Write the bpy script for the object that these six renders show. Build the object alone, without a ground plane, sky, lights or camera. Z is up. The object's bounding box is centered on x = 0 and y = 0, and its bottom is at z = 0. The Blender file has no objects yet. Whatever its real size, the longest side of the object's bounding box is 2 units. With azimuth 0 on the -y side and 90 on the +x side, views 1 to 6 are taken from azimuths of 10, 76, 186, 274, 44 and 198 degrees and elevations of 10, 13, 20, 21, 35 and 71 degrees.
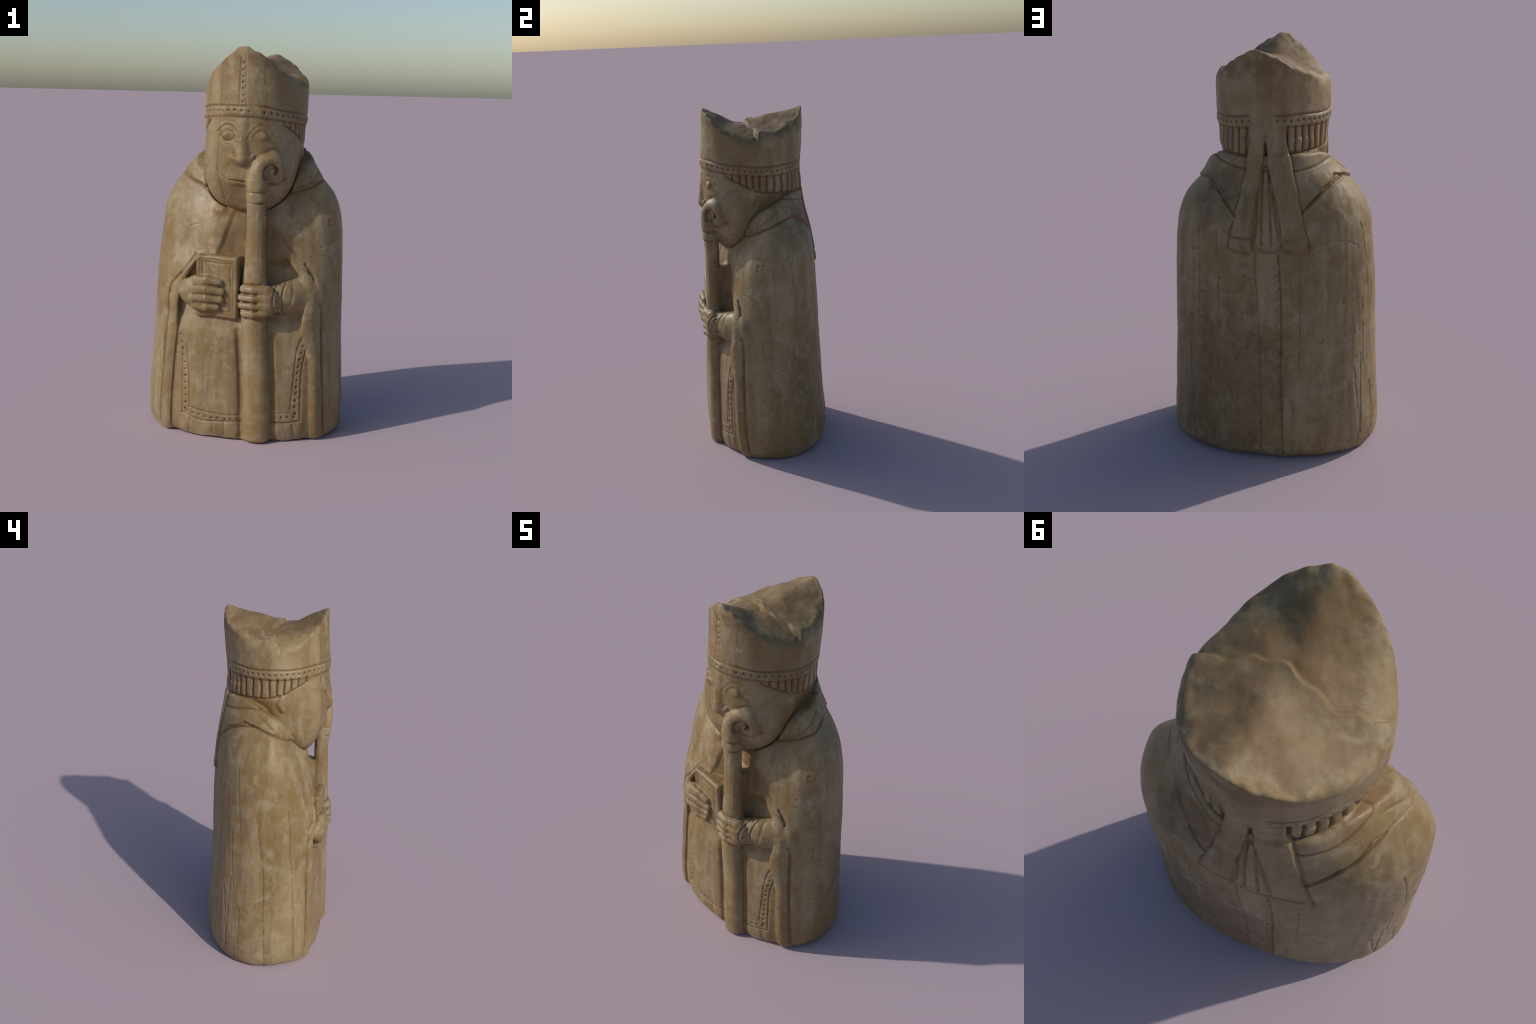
"""Carved ivory bishop statuette: one smooth body built from lofts, ellipsoids and
tubes (signed distance fields), meshed, carved with tool lines, split into parts."""
import bpy, math
import numpy as np

CELL = 0.0035          # mesh cell size in metres
f32 = np.float32

# ------------------------------------------------------------------ small maths
def smoothstep(a, b, t):
    t = np.clip((t - a) / (b - a), 0, 1)
    return t * t * (3 - 2 * t)

def smin(a, b, k):
    h = np.maximum(k - np.abs(a - b), 0) / k
    return np.minimum(a, b) - h * h * k * 0.25

def smax(a, b, k):
    return -smin(-a, -b, k)

def profile(rows):
    """rows of (z, v1, v2, ...) -> smooth lookup functions, one per column."""
    rows = np.array(rows, float)
    z = rows[:, 0]
    zz = np.linspace(z[0], z[-1], 900)
    out = []
    for c in range(1, rows.shape[1]):
        v = rows[:, c]
        m = np.gradient(v, z)
        i = np.clip(np.searchsorted(z, zz) - 1, 0, len(z) - 2)
        hh = z[i + 1] - z[i]
        t = (zz - z[i]) / hh
        val = ((2*t**3 - 3*t**2 + 1) * v[i] + (t**3 - 2*t**2 + t) * hh * m[i]
               + (-2*t**3 + 3*t**2) * v[i+1] + (t**3 - t**2) * hh * m[i+1])
        out.append(val.astype(f32))
    zz = zz.astype(f32)
    return [lambda q, o=o: np.interp(q, zz, o).astype(f32) for o in out]

def loft(x, y, z, cx, cy, ax_l, ax_r, ay_f, ay_b, n):
    """distance-like field of a superelliptic section with four half axes."""
    dx, dy = x - cx, y - cy
    a = np.where(dx < 0, ax_l, ax_r)
    b = np.where(dy < 0, ay_f, ay_b)
    u, v = np.abs(dx) / a, np.abs(dy) / b
    k = (u ** n + v ** n + 1e-9) ** (1.0 / n)
    rho = np.sqrt(dx * dx + dy * dy + 1e-9)
    radial = rho * (1 - 1 / k)
    # correct the radial distance by the slope of the outline
    gx = (u + 1e-4) ** (n - 1) / a
    gy = (v + 1e-4) ** (n - 1) / b
    c = (np.abs(dx) * gx + np.abs(dy) * gy) / (rho * np.sqrt(gx * gx + gy * gy) + 1e-9)
    return radial * np.clip(c, 0.3, 1)

def ellipsoid(x, y, z, c, r):
    px, py, pz = (x - c[0]) / r[0], (y - c[1]) / r[1], (z - c[2]) / r[2]
    k0 = np.sqrt(px * px + py * py + pz * pz) + 1e-6
    px, py, pz = px / r[0], py / r[1], pz / r[2]
    k1 = np.sqrt(px * px + py * py + pz * pz) + 1e-6
    return k0 * (k0 - 1) / k1

def tube(x, y, z, pts, k=0.0):
    """chain of tapered capsules through pts = (x, y, z, radius)."""
    d = None
    for p, q in zip(pts[:-1], pts[1:]):
        bx, by, bz = q[0]-p[0], q[1]-p[1], q[2]-p[2]
        L2 = bx*bx + by*by + bz*bz
        t = np.clip(((x-p[0])*bx + (y-p[1])*by + (z-p[2])*bz) / L2, 0, 1)
        e = np.sqrt((x-p[0]-t*bx)**2 + (y-p[1]-t*by)**2 + (z-p[2]-t*bz)**2) - (p[3] + t*(q[3]-p[3]))
        d = e if d is None else (smin(d, e, k) if k else np.minimum(d, e))
    return d

def spline(pts, n):
    """resample control points (rows of any width) with a Catmull-Rom spline."""
    p = np.array(pts, float)
    p = np.vstack([2*p[0]-p[1], p, 2*p[-1]-p[-2]])
    out = []
    for s in np.linspace(0, len(pts) - 1 - 1e-6, n):
        i = int(s); t = s - i
        a, b, c, d = p[i:i+4]
        out.append(0.5*((2*b) + (-a+c)*t + (2*a-5*b+4*c-d)*t*t + (-a+3*b-3*c+d)*t**3))
    return np.array(out)

def value_noise(x, y, z, scale, seed):
    """smooth lattice noise in -1..1"""
    x, y, z = x*scale + seed*17.13, y*scale + seed*5.71, z*scale + seed*9.37
    xi, yi, zi = np.floor(x), np.floor(y), np.floor(z)
    fx, fy, fz = x-xi, y-yi, z-zi
    fx, fy, fz = [t*t*(3-2*t) for t in (fx, fy, fz)]
    def h(i, j, k):
        s = np.sin(i*127.1 + j*311.7 + k*74.7 + seed*13.3) * 43758.5453
        return (s - np.floor(s)) * 2 - 1
    r = 0
    for i in (0, 1):
        for j in (0, 1):
            for k in (0, 1):
                w = (fx if i else 1-fx) * (fy if j else 1-fy) * (fz if k else 1-fz)
                r = r + w * h(xi+i, yi+j, zi+k)
    return r

# ------------------------------------------------------------------ form tables
# robe envelope about the z axis: z, left, right, front left, front right, back, front exponent, back exponent
ROBE = profile([
    (-0.03, .495, .500, .320, .318, .315, 2.2, 2.2),
    (0.00, .510, .514, .332, .328, .330, 2.2, 2.2),
    (0.04, .524, .526, .342, .338, .353, 2.25, 2.2),
    (0.10, .529, .529, .345, .340, .364, 2.3, 2.22),
    (0.30, .518, .521, .342, .333, .357, 2.35, 2.22),
    (0.45, .506, .515, .336, .325, .349, 2.35, 2.24),
    (0.60, .498, .510, .326, .314, .343, 2.3, 2.26),
    (0.75, .491, .507, .320, .298, .339, 2.3, 2.26),
    (0.90, .483, .505, .298, .248, .335, 2.25, 2.24),
    (1.00, .475, .501, .254, .230, .332, 2.2, 2.22),
    (1.10, .463, .495, .236, .222, .328, 2.1, 2.20),
    (1.20, .447, .478, .206, .192, .319, 1.92, 2.16),
    (1.29, .408, .438, .164, .154, .307, 1.8, 2.12),
    (1.38, .342, .366, .150, .145, .291, 1.78, 2.08),
    (1.46, .282, .326, .158, .152, .278, 1.85, 2.05),
    (1.52, .250, .298, .152, .150, .270, 2.0, 2.05),
    (1.60, .238, .288, .140, .140, .264, 2.0, 2.05)])
# head: z, left x, right x, front y, back y, centre y, exponent
HEAD = profile([
    (1.150, .000, .060, -.165, -.120, -.145, 2.1),
    (1.185, -.060, .110, -.212, -.085, -.145, 2.1),
    (1.215, -.115, .155, -.232, -.060, -.140, 2.2),
    (1.260, -.165, .205, -.257, -.035, -.132, 2.3),
    (1.320, -.197, .240, -.283, .000, -.115, 2.4),
    (1.400, -.215, .263, -.302, .055, -.085, 2.4),
    (1.500, -.222, .276, -.309, .150, -.045, 2.3),
    (1.545, -.225, .280, -.311, .235, -.012, 2.15),
    (1.570, -.226, .281, -.311, .252, -.006, 2.05),
    (1.620, -.228, .284, -.310, .259, -.005, 1.95),
    (1.700, -.233, .290, -.311, .266, -.005, 1.90)])
# mitre: z, left x, right x, front y, back y
MITRE = profile([
    (1.60, -.233, .288, -.309, .261),
    (1.66, -.238, .293, -.315, .267),
    (1.70, -.240, .296, -.317, .271),
    (1.75, -.239, .297, -.311, .277),
    (1.82, -.237, .299, -.304, .283),
    (1.90, -.236, .301, -.300, .288),
    (2.05, -.236, .302, -.295, .293)])
MITRE_RIDGE = profile([(-.34, 2.012), (-.27, 2.004), (-.23, 1.985), (-.18, 1.962), (-.13, 1.943),
                       (-.06, 1.931), (.04, 1.936), (.11, 1.949), (.19, 1.971), (.25, 1.991), (.34, 2.0)])
# crozier staff: z, centre x, half width, centre y, half depth
STAFF = profile([
    (-.02, .119, .066, -.300, .060), (.05, .119, .070, -.294, .064), (.26, .115, .071, -.291, .063),
    (.45, .103, .070, -.287, .061), (.60, .091, .067, -.288, .057), (.75, .090, .062, -.290, .052),
    (.90, .0915, .058, -.288, .048), (1.00, .0905, .052, -.287, .045), (1.08, .0895, .048, -.287, .043),
    (1.22, .088, .049, -.286, .044), (1.262, .088, .053, -.288, .049), (1.30, .090, .050, -.290, .048),
    (1.36, .0925, .052, -.292, .046), (1.45, .10, .05, -.294, .045)])
# edges of the chasuble opening on the front (z -> x)
EDGE_L = profile([(0, -.361), (.12, -.356), (.27, -.349), (.435, -.337), (.577, -.326), (.651, -.326),
                  (.758, -.311), (.82, -.285), (.90, -.245), (1.0, -.18)])[0]
EDGE_R = profile([(0, .400), (.28, .388), (.457, .376), (.537, .351), (.60, .335), (.665, .339),
                  (.763, .356), (.833, .336), (.886, .297), (1.0, .22)])[0]
ROLL_L = profile([(0, -.416), (.175, -.411), (.346, -.399), (.472, -.392), (.606, -.380), (.705, -.369),
                  (.787, -.362), (.864, -.303), (.93, -.24), (1.0, -.2)])[0]
ROLL_R = profile([(0, .455), (.083, .453), (.363, .438), (.607, .425), (.727, .417), (.821, .394),
                  (.898, .356), (.966, .298), (1.01, .25), (1.086, .185)])[0]

VOLUTE = spline([(.092, -.294, 1.335, .048), (.094, -.296, 1.385, .047), (.104, -.292, 1.426, .043),
                 (.132, -.280, 1.455, .038), (.166, -.264, 1.458, .035), (.190, -.248, 1.437, .034),
                 (.197, -.240, 1.402, .032), (.183, -.246, 1.374, .031), (.165, -.258, 1.378, .027),
                 (.162, -.266, 1.405, .024)], 26)
FINGERS_BOOK = [[(-.205, -.301, .838, .025), (-.150, -.311, .842, .025), (-.088, -.314, .833, .020)],
                [(-.215, -.306, .795, .026), (-.150, -.319, .793, .024), (-.078, -.318, .786, .020)],
                [(-.215, -.306, .750, .026), (-.150, -.319, .748, .024), (-.082, -.318, .744, .020)],
                [(-.205, -.299, .706, .025), (-.155, -.311, .703, .023), (-.100, -.312, .703, .019)]]
FINGERS_STAFF = [[(.150, -.322, .803, .028), (.090, -.338, .809, .021), (.042, -.328, .809, .020), (.034, -.300, .806, .020)],
                 [(.150, -.326, .765, .029), (.090, -.342, .768, .021), (.036, -.330, .766, .020), (.028, -.300, .764, .020)],
                 [(.150, -.326, .727, .029), (.090, -.342, .726, .021), (.036, -.332, .724, .020), (.028, -.302, .722, .020)],
                 [(.145, -.322, .692, .028), (.090, -.340, .688, .021), (.048, -.330, .685, .020), (.040, -.302, .684, .020)]]

BOOK_C, BOOK_H, BOOK_A = (-.098, -.240, .806), (.113, .066, .162), math.radians(-7.5)

def book_local(x, y, z):
    ca, sa = math.cos(BOOK_A), math.sin(BOOK_A)
    dx, dy, dz = x - BOOK_C[0], y - BOOK_C[1], z - BOOK_C[2]
    return ca*dx + sa*dy, -sa*dx + ca*dy, dz + 0.02*dx

def book_field(x, y, z):
    u, v, w = book_local(x, y, z)
    r = .017
    qx, qy, qz = np.abs(u)-BOOK_H[0]+r, np.abs(v)-BOOK_H[1]+r, np.abs(w)-BOOK_H[2]+r
    out = np.sqrt(np.maximum(qx, 0)**2 + np.maximum(qy, 0)**2 + np.maximum(qz, 0)**2)
    return out + np.minimum(np.maximum(qx, np.maximum(qy, qz)), 0) - r

BAND_HALF = .025

def band_height(x, y):
    """mid height of the mitre's dotted band: high at front and back, low at the right"""
    c, s = -y/.30, (x - .03)/.27
    r = np.sqrt(c*c + s*s) + 1e-6
    c, s = c/r, s/r
    return 1.682 + .007*c - .013*s + .011*(c*c - s*s)

def skew(x, y, n, fl, fr, bl, br):
    """the head is a little twisted: its section is fuller in some quarters than in others"""
    return n + np.where(y < 0, np.where(x < .03, fl, fr), np.where(x < .03, bl, br)).astype(f32)

def collar_top(x, y):
    """height of the hood's upper rim: level at the back, dropping to the chin"""
    return np.interp(y, [-.30, -.20, -.10, -.03, .047, .12, .17], [1.15, 1.252, 1.385, 1.440, 1.485, 1.522, 1.530]).astype(f32) \
        - .018*smoothstep(-.05, .15, x)

def fissure_y(x):
    return -.028 - .10*(x - .03) - .02*np.sin(x*19) + .007*np.sin(x*67 + 1)

def mitre_top(x, y):
    z = MITRE_RIDGE[0](y)
    xr = .052 + .11*y
    end = np.clip(np.abs(y)/.25, 0, 1)
    dx = x - xr
    s = (.33 + .31*end**1.5)*np.where(dx < 0, .86, 1)
    flat = .022 + .022*smoothstep(.0, .2, y)
    drop = s*(np.sqrt(dx*dx + flat**2) - flat) - .006
    z = z - drop
    t = y - fissure_y(x)
    z = z + .013*np.tanh(t/.005)*np.exp(-np.abs(t)/.09)*(.75 + .5*np.sin(x*23 + 1))
    rim = smoothstep(.62, .95, ((x - .03)/.27)**2 + (y/.295)**2)
    z = z + .0065*rim*value_noise(x, y, y*0, 38, 5) + .009*value_noise(x, y, y*0, 11, 3) + .003*value_noise(x, y, y*0, 27, 4)
    return z

# ------------------------------------------------------------------ the field
def robe_field(x, y, z):
    xl, xr, yfl, yfr, yb, nf, nb = [f(z) for f in ROBE]
    yf = yfl + (yfr - yfl)*smoothstep(-.12, .12, x)
    d = loft(x, y, z, 0, 0, xl, xr, yf, yb, np.where(y < 0, nf - .14*smoothstep(1.15, 1.3, z)*(x > 0), nb))
    front = smoothstep(-.03, -.12, y)
    # the opening of the chasuble: tunic and forearms lie deeper than its edges
    inside = smoothstep(0, .022, x - EDGE_L(z))*smoothstep(0, .022, EDGE_R(z) - x)*smoothstep(.98, .90, z)
    deep = .013 + .034*smoothstep(.54, .70, z)
    d = d + deep*inside*front
    # rolled edge beside the opening
    for edge, roll, sgn in ((EDGE_L, ROLL_L, -1), (EDGE_R, ROLL_R, 1)):
        a, b = edge(z), roll(z)
        t = (x - a)/np.where(np.abs(b-a) < .01, .01*sgn, b - a)
        bump = np.sin(np.clip(t, 0, 1)*math.pi)
        d = d - .009*bump*front*smoothstep(.98, .86, z)
    return d

def parts_at(x, y, z):
    """fields of all pieces at points; used for the surface and for part names"""
    P = {}
    robe = robe_field(x, y, z)
    # chest hollow behind the staff, pockets over the sleeve and over the book
    robe = smax(robe, -ellipsoid(x, y, z, (.11, -.315, 1.05), (.24, .115, .18)), .03)
    # V of the cloak edges falling open under the chin
    vl = (x + .055) + .33*(1.19 - z)
    robe = robe + .010*smoothstep(.0, .03, vl)*smoothstep(.10, .04, x)*smoothstep(1.24, 1.17, z)*smoothstep(.90, .97, z)*(y < -.02)
    robe = smax(robe, -ellipsoid(x, y, z, (.22, -.27, .93), (.08, .065, .065)), .02)
    # flat foot with a worn edge, sloping neck opening
    foot = -z + .004 + .004*value_noise(x, y, y*0, 9, 7)*smoothstep(.2, .5, np.abs(x) + .6*np.abs(y)) \
           + .02*smoothstep(-.40, -.53, x)*smoothstep(.1, -.1, y)
    robe = smax(robe, foot, .008)
    robe = smax(robe, z - collar_top(x, y), .014)
    # web of uncut ivory that ties the staff to the chest, below the open hole
    web = loft(x, y, z, .092, -.225, .040, .046, .075, .08, 2.6)
    robe = smin(robe, np.maximum(np.maximum(web, .62 - z), (z - 1.085 - .25*(y + .25))*.9), .022)
    P['chasuble'] = robe
    P['neck'] = np.maximum(np.maximum(loft(x, y, z, .03, .05, .228, .230, .22, .212, 2.05), z - 1.60), 1.15 - z)

    xl, xr, yf, yb, cy, n = [f(z) for f in HEAD]
    cx = .028
    head = loft(x, y, z, cx, cy, cx - xl, xr - cx, cy - yf, yb - cy, skew(x, y, n, .15, -.10, .0, .10))
    head = np.maximum(head, z - band_height(x, y) + BAND_HALF - .006)
    head = smax(head, 1.176 - z, .05)
    # eye sockets, cheeks, nose, eyeballs, lips
    head = smax(head, -ellipsoid(x, y, z, (-.062, -.352, 1.578), (.050, .052, .032)), .022)
    head = smax(head, -ellipsoid(x, y, z, (.112, -.352, 1.578), (.050, .052, .032)), .022)
    nose = tube(x, y, z, [(.010, -.288, 1.630, .024), (.014, -.296, 1.55, .028), (.018, -.303, 1.468, .036)])
    nose = smin(nose, ellipsoid(x, y, z, (-.012, -.300, 1.468), (.027, .026, .023)), .015)
    nose = smin(nose, ellipsoid(x, y, z, (.052, -.298, 1.472), (.027, .024, .023)), .015)
    P['nose'] = nose
    eyes = np.minimum(ellipsoid(x, y, z, (-.063, -.292, 1.577), (.030, .012, .018)),
                      ellipsoid(x, y, z, (.106, -.289, 1.577), (.030, .010, .018)))
    P['eye'] = eyes
    head = smin(head, nose, .022)
    head = smin(head, eyes, .012)
    head = smin(head, ellipsoid(x, y, z, (.0, -.270, 1.366), (.045, .028, .022)), .05)
    P['head'] = head
    # an open crease between jaw and hood
    P['chasuble'] = smax(P['chasuble'], np.minimum(.008 - head, (z - 1.20)*.8), .012)

    ears = None
    for sx, cy_, cz in ((-.216, -.056, 1.512), (.272, -.068, 1.510)):
        e = tube(x, y, z, [(sx, cy_ - .004, cz + .045, .014), (sx, cy_ + .010, cz, .017), (sx, cy_ - .006, cz - .030, .015)])
        ears = e if ears is None else np.minimum(ears, e)
    P['ear'] = ears

    xl, xr, yf, yb = [f(z) for f in MITRE]
    mitre = loft(x, y, z, .03, -.003, .03 - xl, xr - .03, -.003 - yf, yb + .003, skew(x, y, 1.88, .0, -.13, -.02, .17))
    mitre = smax(mitre, (z - mitre_top(x, y))*.82, .010 + .035*smoothstep(.24, .10, np.abs(y)))
    strap = smoothstep(-.062, -.050, x)*smoothstep(.112, .100, x)*(y > .05)     # the lappets hang from the band
    zb = band_height(x, y) - BAND_HALF - .17*strap
    mitre = smax(mitre, zb - z, .008)
    P['mitre'] = mitre

    cx, w, cy, dp = [f(z) for f in STAFF]
    staff = loft(x, y, z, cx, cy, w, w, dp, dp, 2.3 + z*0)
    staff = smax(np.maximum(staff, z - 1.36), -z + .002, .02)
    P['staff'] = staff
    P['crook'] = smin(tube(x, y, z, VOLUTE), ellipsoid(x, y, z, (.163, -.246, 1.412), (.050, .026, .050)), .01)
    P['book'] = book_field(x, y, z)

    h1 = ellipsoid(x, y, z, (-.215, -.290, .775), (.085, .042, .080))
    h1 = smin(h1, tube(x, y, z, [(-.245, -.258, .775, .054), (-.30, -.200, .785, .054)]), .03)
    P['palm_book'] = h1
    for i, f in enumerate(FINGERS_BOOK):
        P['finger_book%d' % i] = tube(x, y, z, f, .008)
    h2 = ellipsoid(x, y, z, (.165, -.305, .748), (.055, .050, .078))
    P['palm_staff'] = h2
    for i, f in enumerate(FINGERS_STAFF):
        P['finger_staff%d' % i] = tube(x, y, z, f, .008)
    k = np.float32(1.75)      # the forearm is deeper in height than in depth
    P['sleeve'] = .75*tube(x, y*k, z, [(.185, -.272*k, .752, .076), (.235, -.246*k, .756, .086), (.345, -.168*k, .768, .094)])
    return P

def combine(P):
    d = smin(P['chasuble'], P['neck'], .02)
    d = smin(d, P['head'], .010)
    d = smin(d, P['ear'], .010)
    d = smin(d, P['mitre'], .008)
    d = smin(d, P['book'], .012)
    h1 = P['palm_book']
    f = P['finger_book0']
    for i in range(1, 4):
        f = smin(f, P['finger_book%d' % i], .010)
    h1 = smin(h1, f, .028)
    d = smin(d, P['sleeve'], .022)
    c = smin(P['staff'], P['crook'], .012)
    d = smin(d, c, .014)
    h2 = P['palm_staff']
    f = P['finger_staff0']
    for i in range(1, 4):
        f = smin(f, P['finger_staff%d' % i], .008)
    h2 = smin(h2, f, .016)
    d = smin(d, smin(h1, h2, .005), .006)
    return d

def field(x, y, z):
    return combine(parts_at(x, y, z))

# ------------------------------------------------------------------ meshing (surface nets)
def mesh_field():
    lo = np.array([-.57, -.40, -.03]); hi = np.array([.57, .40, 2.04])
    B = 4
    nb = np.ceil((hi - lo)/(CELL*B)).astype(int)
    n = nb*B
    bs = CELL*B
    # two passes: coarse blocks of 8 cells, then blocks of 4, keep those near the surface
    nb2 = (nb + 1)//2
    ii = np.indices(nb2).reshape(3, -1).T
    c = (lo + (ii*2 + 1)*bs).astype(f32)
    keep = np.abs(field(*c.T)) < 2*bs*.866*1.25 + .006
    ii = ii[keep]
    sub = np.array([(a, b, e) for a in (0, 1) for b in (0, 1) for e in (0, 1)])
    ii = (ii[:, None, :]*2 + sub[None]).reshape(-1, 3)
    ii = ii[(ii < nb).all(1)]
    c = (lo + (ii + .5)*bs).astype(f32)
    dc = field(*c.T)
    keep = np.abs(dc) < bs*.866*1.25 + .004
    G = np.full(tuple(n), 1.0, f32)
    # sign of the blocks that are left out
    sgn = np.full(tuple(nb), 1.0, f32)
    full_c = (lo + (np.indices(nb2).reshape(3, -1).T*2 + 1)*bs).astype(f32)
    s8 = np.sign(field(*full_c.T)).reshape(nb2)
    s4 = s8.repeat(2, 0).repeat(2, 1).repeat(2, 2)[:nb[0], :nb[1], :nb[2]]
    sgn[:] = s4
    sgn[tuple(ii.T)] = np.sign(dc)
    G[:] = sgn.repeat(B, 0).repeat(B, 1).repeat(B, 2)
    ii = ii[keep]
    off = np.indices((B, B, B)).reshape(3, -1).T
    for s in range(0, len(ii), 6000):
        blk = ii[s:s+6000]
        g = (blk[:, None, :]*B + off[None]).reshape(-1, 3)
        p = (lo + g*CELL).astype(f32)
        G[tuple(g.T)] = field(*p.T)
    S = G < 0
    a = S[:-1, :-1, :-1]
    anyc = np.zeros(a.shape, bool); allc = np.ones(a.shape, bool)
    for i in (0, 1):
        for j in (0, 1):
            for k in (0, 1):
                q = S[i:i+a.shape[0], j:j+a.shape[1], k:k+a.shape[2]]
                anyc |= q; allc &= q
    act = anyc & ~allc
    cells = np.argwhere(act)
    idx = np.full(a.shape, -1, np.int32)
    idx[act] = np.arange(len(cells))
    acc = np.zeros((len(cells), 3)); cnt = np.zeros(len(cells))
    cor = [np.array(q) for q in sub]
    for p in cor:
        for ax in range(3):
            if p[ax]: continue
            q = p.copy(); q[ax] = 1
            v0 = G[tuple((cells + p).T)]; v1 = G[tuple((cells + q).T)]
            m = (v0 < 0) != (v1 < 0)
            t = np.where(m, v0/np.where(m, v0 - v1, 1), 0)
            pos = p + (q - p)[None]*t[:, None]
            acc += pos*m[:, None]; cnt += m
    V = lo + (cells + acc/cnt[:, None])*CELL
    quads = []
    for ax in range(3):
        u, w = [(1, 2), (2, 0), (0, 1)][ax]
        sl0 = [slice(None)]*3; sl1 = [slice(None)]*3
        sl0[ax] = slice(0, -1); sl1[ax] = slice(1, None)
        e = S[tuple(sl0)] != S[tuple(sl1)]
        g = np.argwhere(e)
        g = g[(g[:, u] > 0) & (g[:, w] > 0) & (g[:, u] < a.shape[u]) & (g[:, w] < a.shape[w])]
        du = np.zeros(3, int); du[u] = 1
        dw = np.zeros(3, int); dw[w] = 1
        f = np.stack([idx[tuple((g - du - dw).T)], idx[tuple((g - dw).T)], idx[tuple(g.T)], idx[tuple((g - du).T)]], 1)
        flip = ~S[tuple(g.T)]
        f[flip] = f[flip][:, ::-1]
        quads.append(f)
    Q = np.vstack(quads)
    Q = Q[(Q >= 0).all(1)]
    # keep the largest connected shell only
    lab = np.arange(len(V))
    while True:
        m = lab[Q].min(1)
        new = lab.copy()
        for c_ in range(4):
            np.minimum.at(new, Q[:, c_], m)
        new = new[new]
        if (new == lab).all(): break
        lab = new
    main = np.bincount(lab).argmax()
    ok = lab == main
    ren = np.cumsum(ok) - 1
    Q = ren[Q[ok[Q[:, 0]]]]
    V = V[ok]
    # project onto the field for crisp form
    for _ in range(1):
        x, y, z = V.T.astype(f32)
        e = f32(.0012)
        d = field(x, y, z)
        g = np.stack([field(x+e, y, z)-d, field(x, y+e, z)-d, field(x, y, z+e)-d], 1)/e
        V = V - .9*np.clip(d/np.maximum((g*g).sum(1), .25), -.5*CELL, .5*CELL)[:, None]*g
    return V, Q

def vertex_normals(V, Q):
    p = V[Q]
    fn = np.cross(p[:, 2]-p[:, 0], p[:, 3]-p[:, 1])
    N = np.zeros_like(V)
    for c in range(4):
        for k in range(3):
            N[:, k] += np.bincount(Q[:, c], fn[:, k], len(V))
    return N/np.maximum(np.linalg.norm(N, axis=1), 1e-12)[:, None]

def relax(V, Q, w, n):
    for _ in range(n):
        S = np.zeros_like(V); C = np.zeros(len(V))
        for a, b in ((0, 1), (1, 2), (2, 3), (3, 0)):
            for k in range(3):
                S[:, k] += np.bincount(Q[:, a], V[Q[:, b], k], len(V)) + np.bincount(Q[:, b], V[Q[:, a], k], len(V))
            C += np.bincount(Q[:, a], minlength=len(V)) + np.bincount(Q[:, b], minlength=len(V))
        V = V + w*(S/C[:, None] - V)
    return V


# ------------------------------------------------------------------ part regions
def hood_line(x, y):
    """lower edge of the hood / amice round the shoulders"""
    side = np.interp(y, [-.30, -.175, -.118, -.033, .06, .143, .235, .33], [1.20, 1.255, 1.318, 1.372, 1.405, 1.425, 1.375, 1.26])
    return side - .028*smoothstep(-.1, .2, x)

def lappet_bounds(z):
    zz = [1.00, 1.13, 1.29, 1.465, 1.60, 1.70]
    return ((np.interp(z, zz, [.205, .194, .156, .120, .104, .10]), np.interp(z, zz, [.092, .088, .075, .050, .034, .030])),
            (np.interp(z, zz, [-.050, -.056, -.027, .018, .032, .030]), np.interp(z, zz, [-.185, -.168, -.129, -.090, -.056, -.055])))

def hairline(x, y):
    return np.interp(y, [-.25, -.205, -.065, .0, .06, .3], [1.70, 1.632, 1.555, 1.535, 1.525, 1.525]) + .018*smoothstep(.1, -.1, x)

def classify(V, N):
    """name of the part each vertex belongs to"""
    x, y, z = V.T.astype(f32)
    P = parts_at(x, y, z)
    keys = ['chasuble', 'neck', 'head', 'nose', 'eye', 'ear', 'mitre', 'staff', 'crook', 'book', 'palm_book', 'palm_staff', 'sleeve'] \
        + ['finger_book%d' % i for i in range(4)] + ['finger_staff%d' % i for i in range(4)]
    D = np.stack([P[k] for k in keys], 1)
    D[:, 3:5] -= .001
    lab = np.array(keys, dtype=object)[D.argmin(1)]
    lab[(lab == 'eye') & (z > 1.58) & (x > 0) & False] = 'head'
    lab[(lab == 'eye') & (x > .02)] = 'eye_b'
    lab[(lab == 'ear') & (x > 0)] = 'ear_b'
    hair = np.isin(lab, ['head', 'neck', 'mitre']) & (z > hairline(x, y)) & (z < band_height(x, y) - BAND_HALF + .001) & (y > -.215)
    lab[hair] = 'hair'
    band = (lab == 'mitre') & (np.abs(z - band_height(x, y)) < BAND_HALF)
    lab[band] = 'mitre_band'
    rob = lab == 'chasuble'
    lab[rob & (z > hood_line(x, y))] = 'hood'
    lab[rob & (y < -.03) & (z < 1.03) & (x > EDGE_L(z)) & (x < EDGE_R(z))] = 'tunic'
    for nm, (hi_, lo_) in zip(('lappet_a', 'lappet_b'), lappet_bounds(z)):
        lab[(np.isin(lab, ['chasuble', 'hood', 'neck', 'hair', 'head']) | (np.isin(lab, ['mitre', 'mitre_band']) & (z < band_height(x, y) - BAND_HALF))) & (y > .1) & (x < hi_) & (x > lo_) & (z > 1.085)] = nm
    return lab

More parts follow.
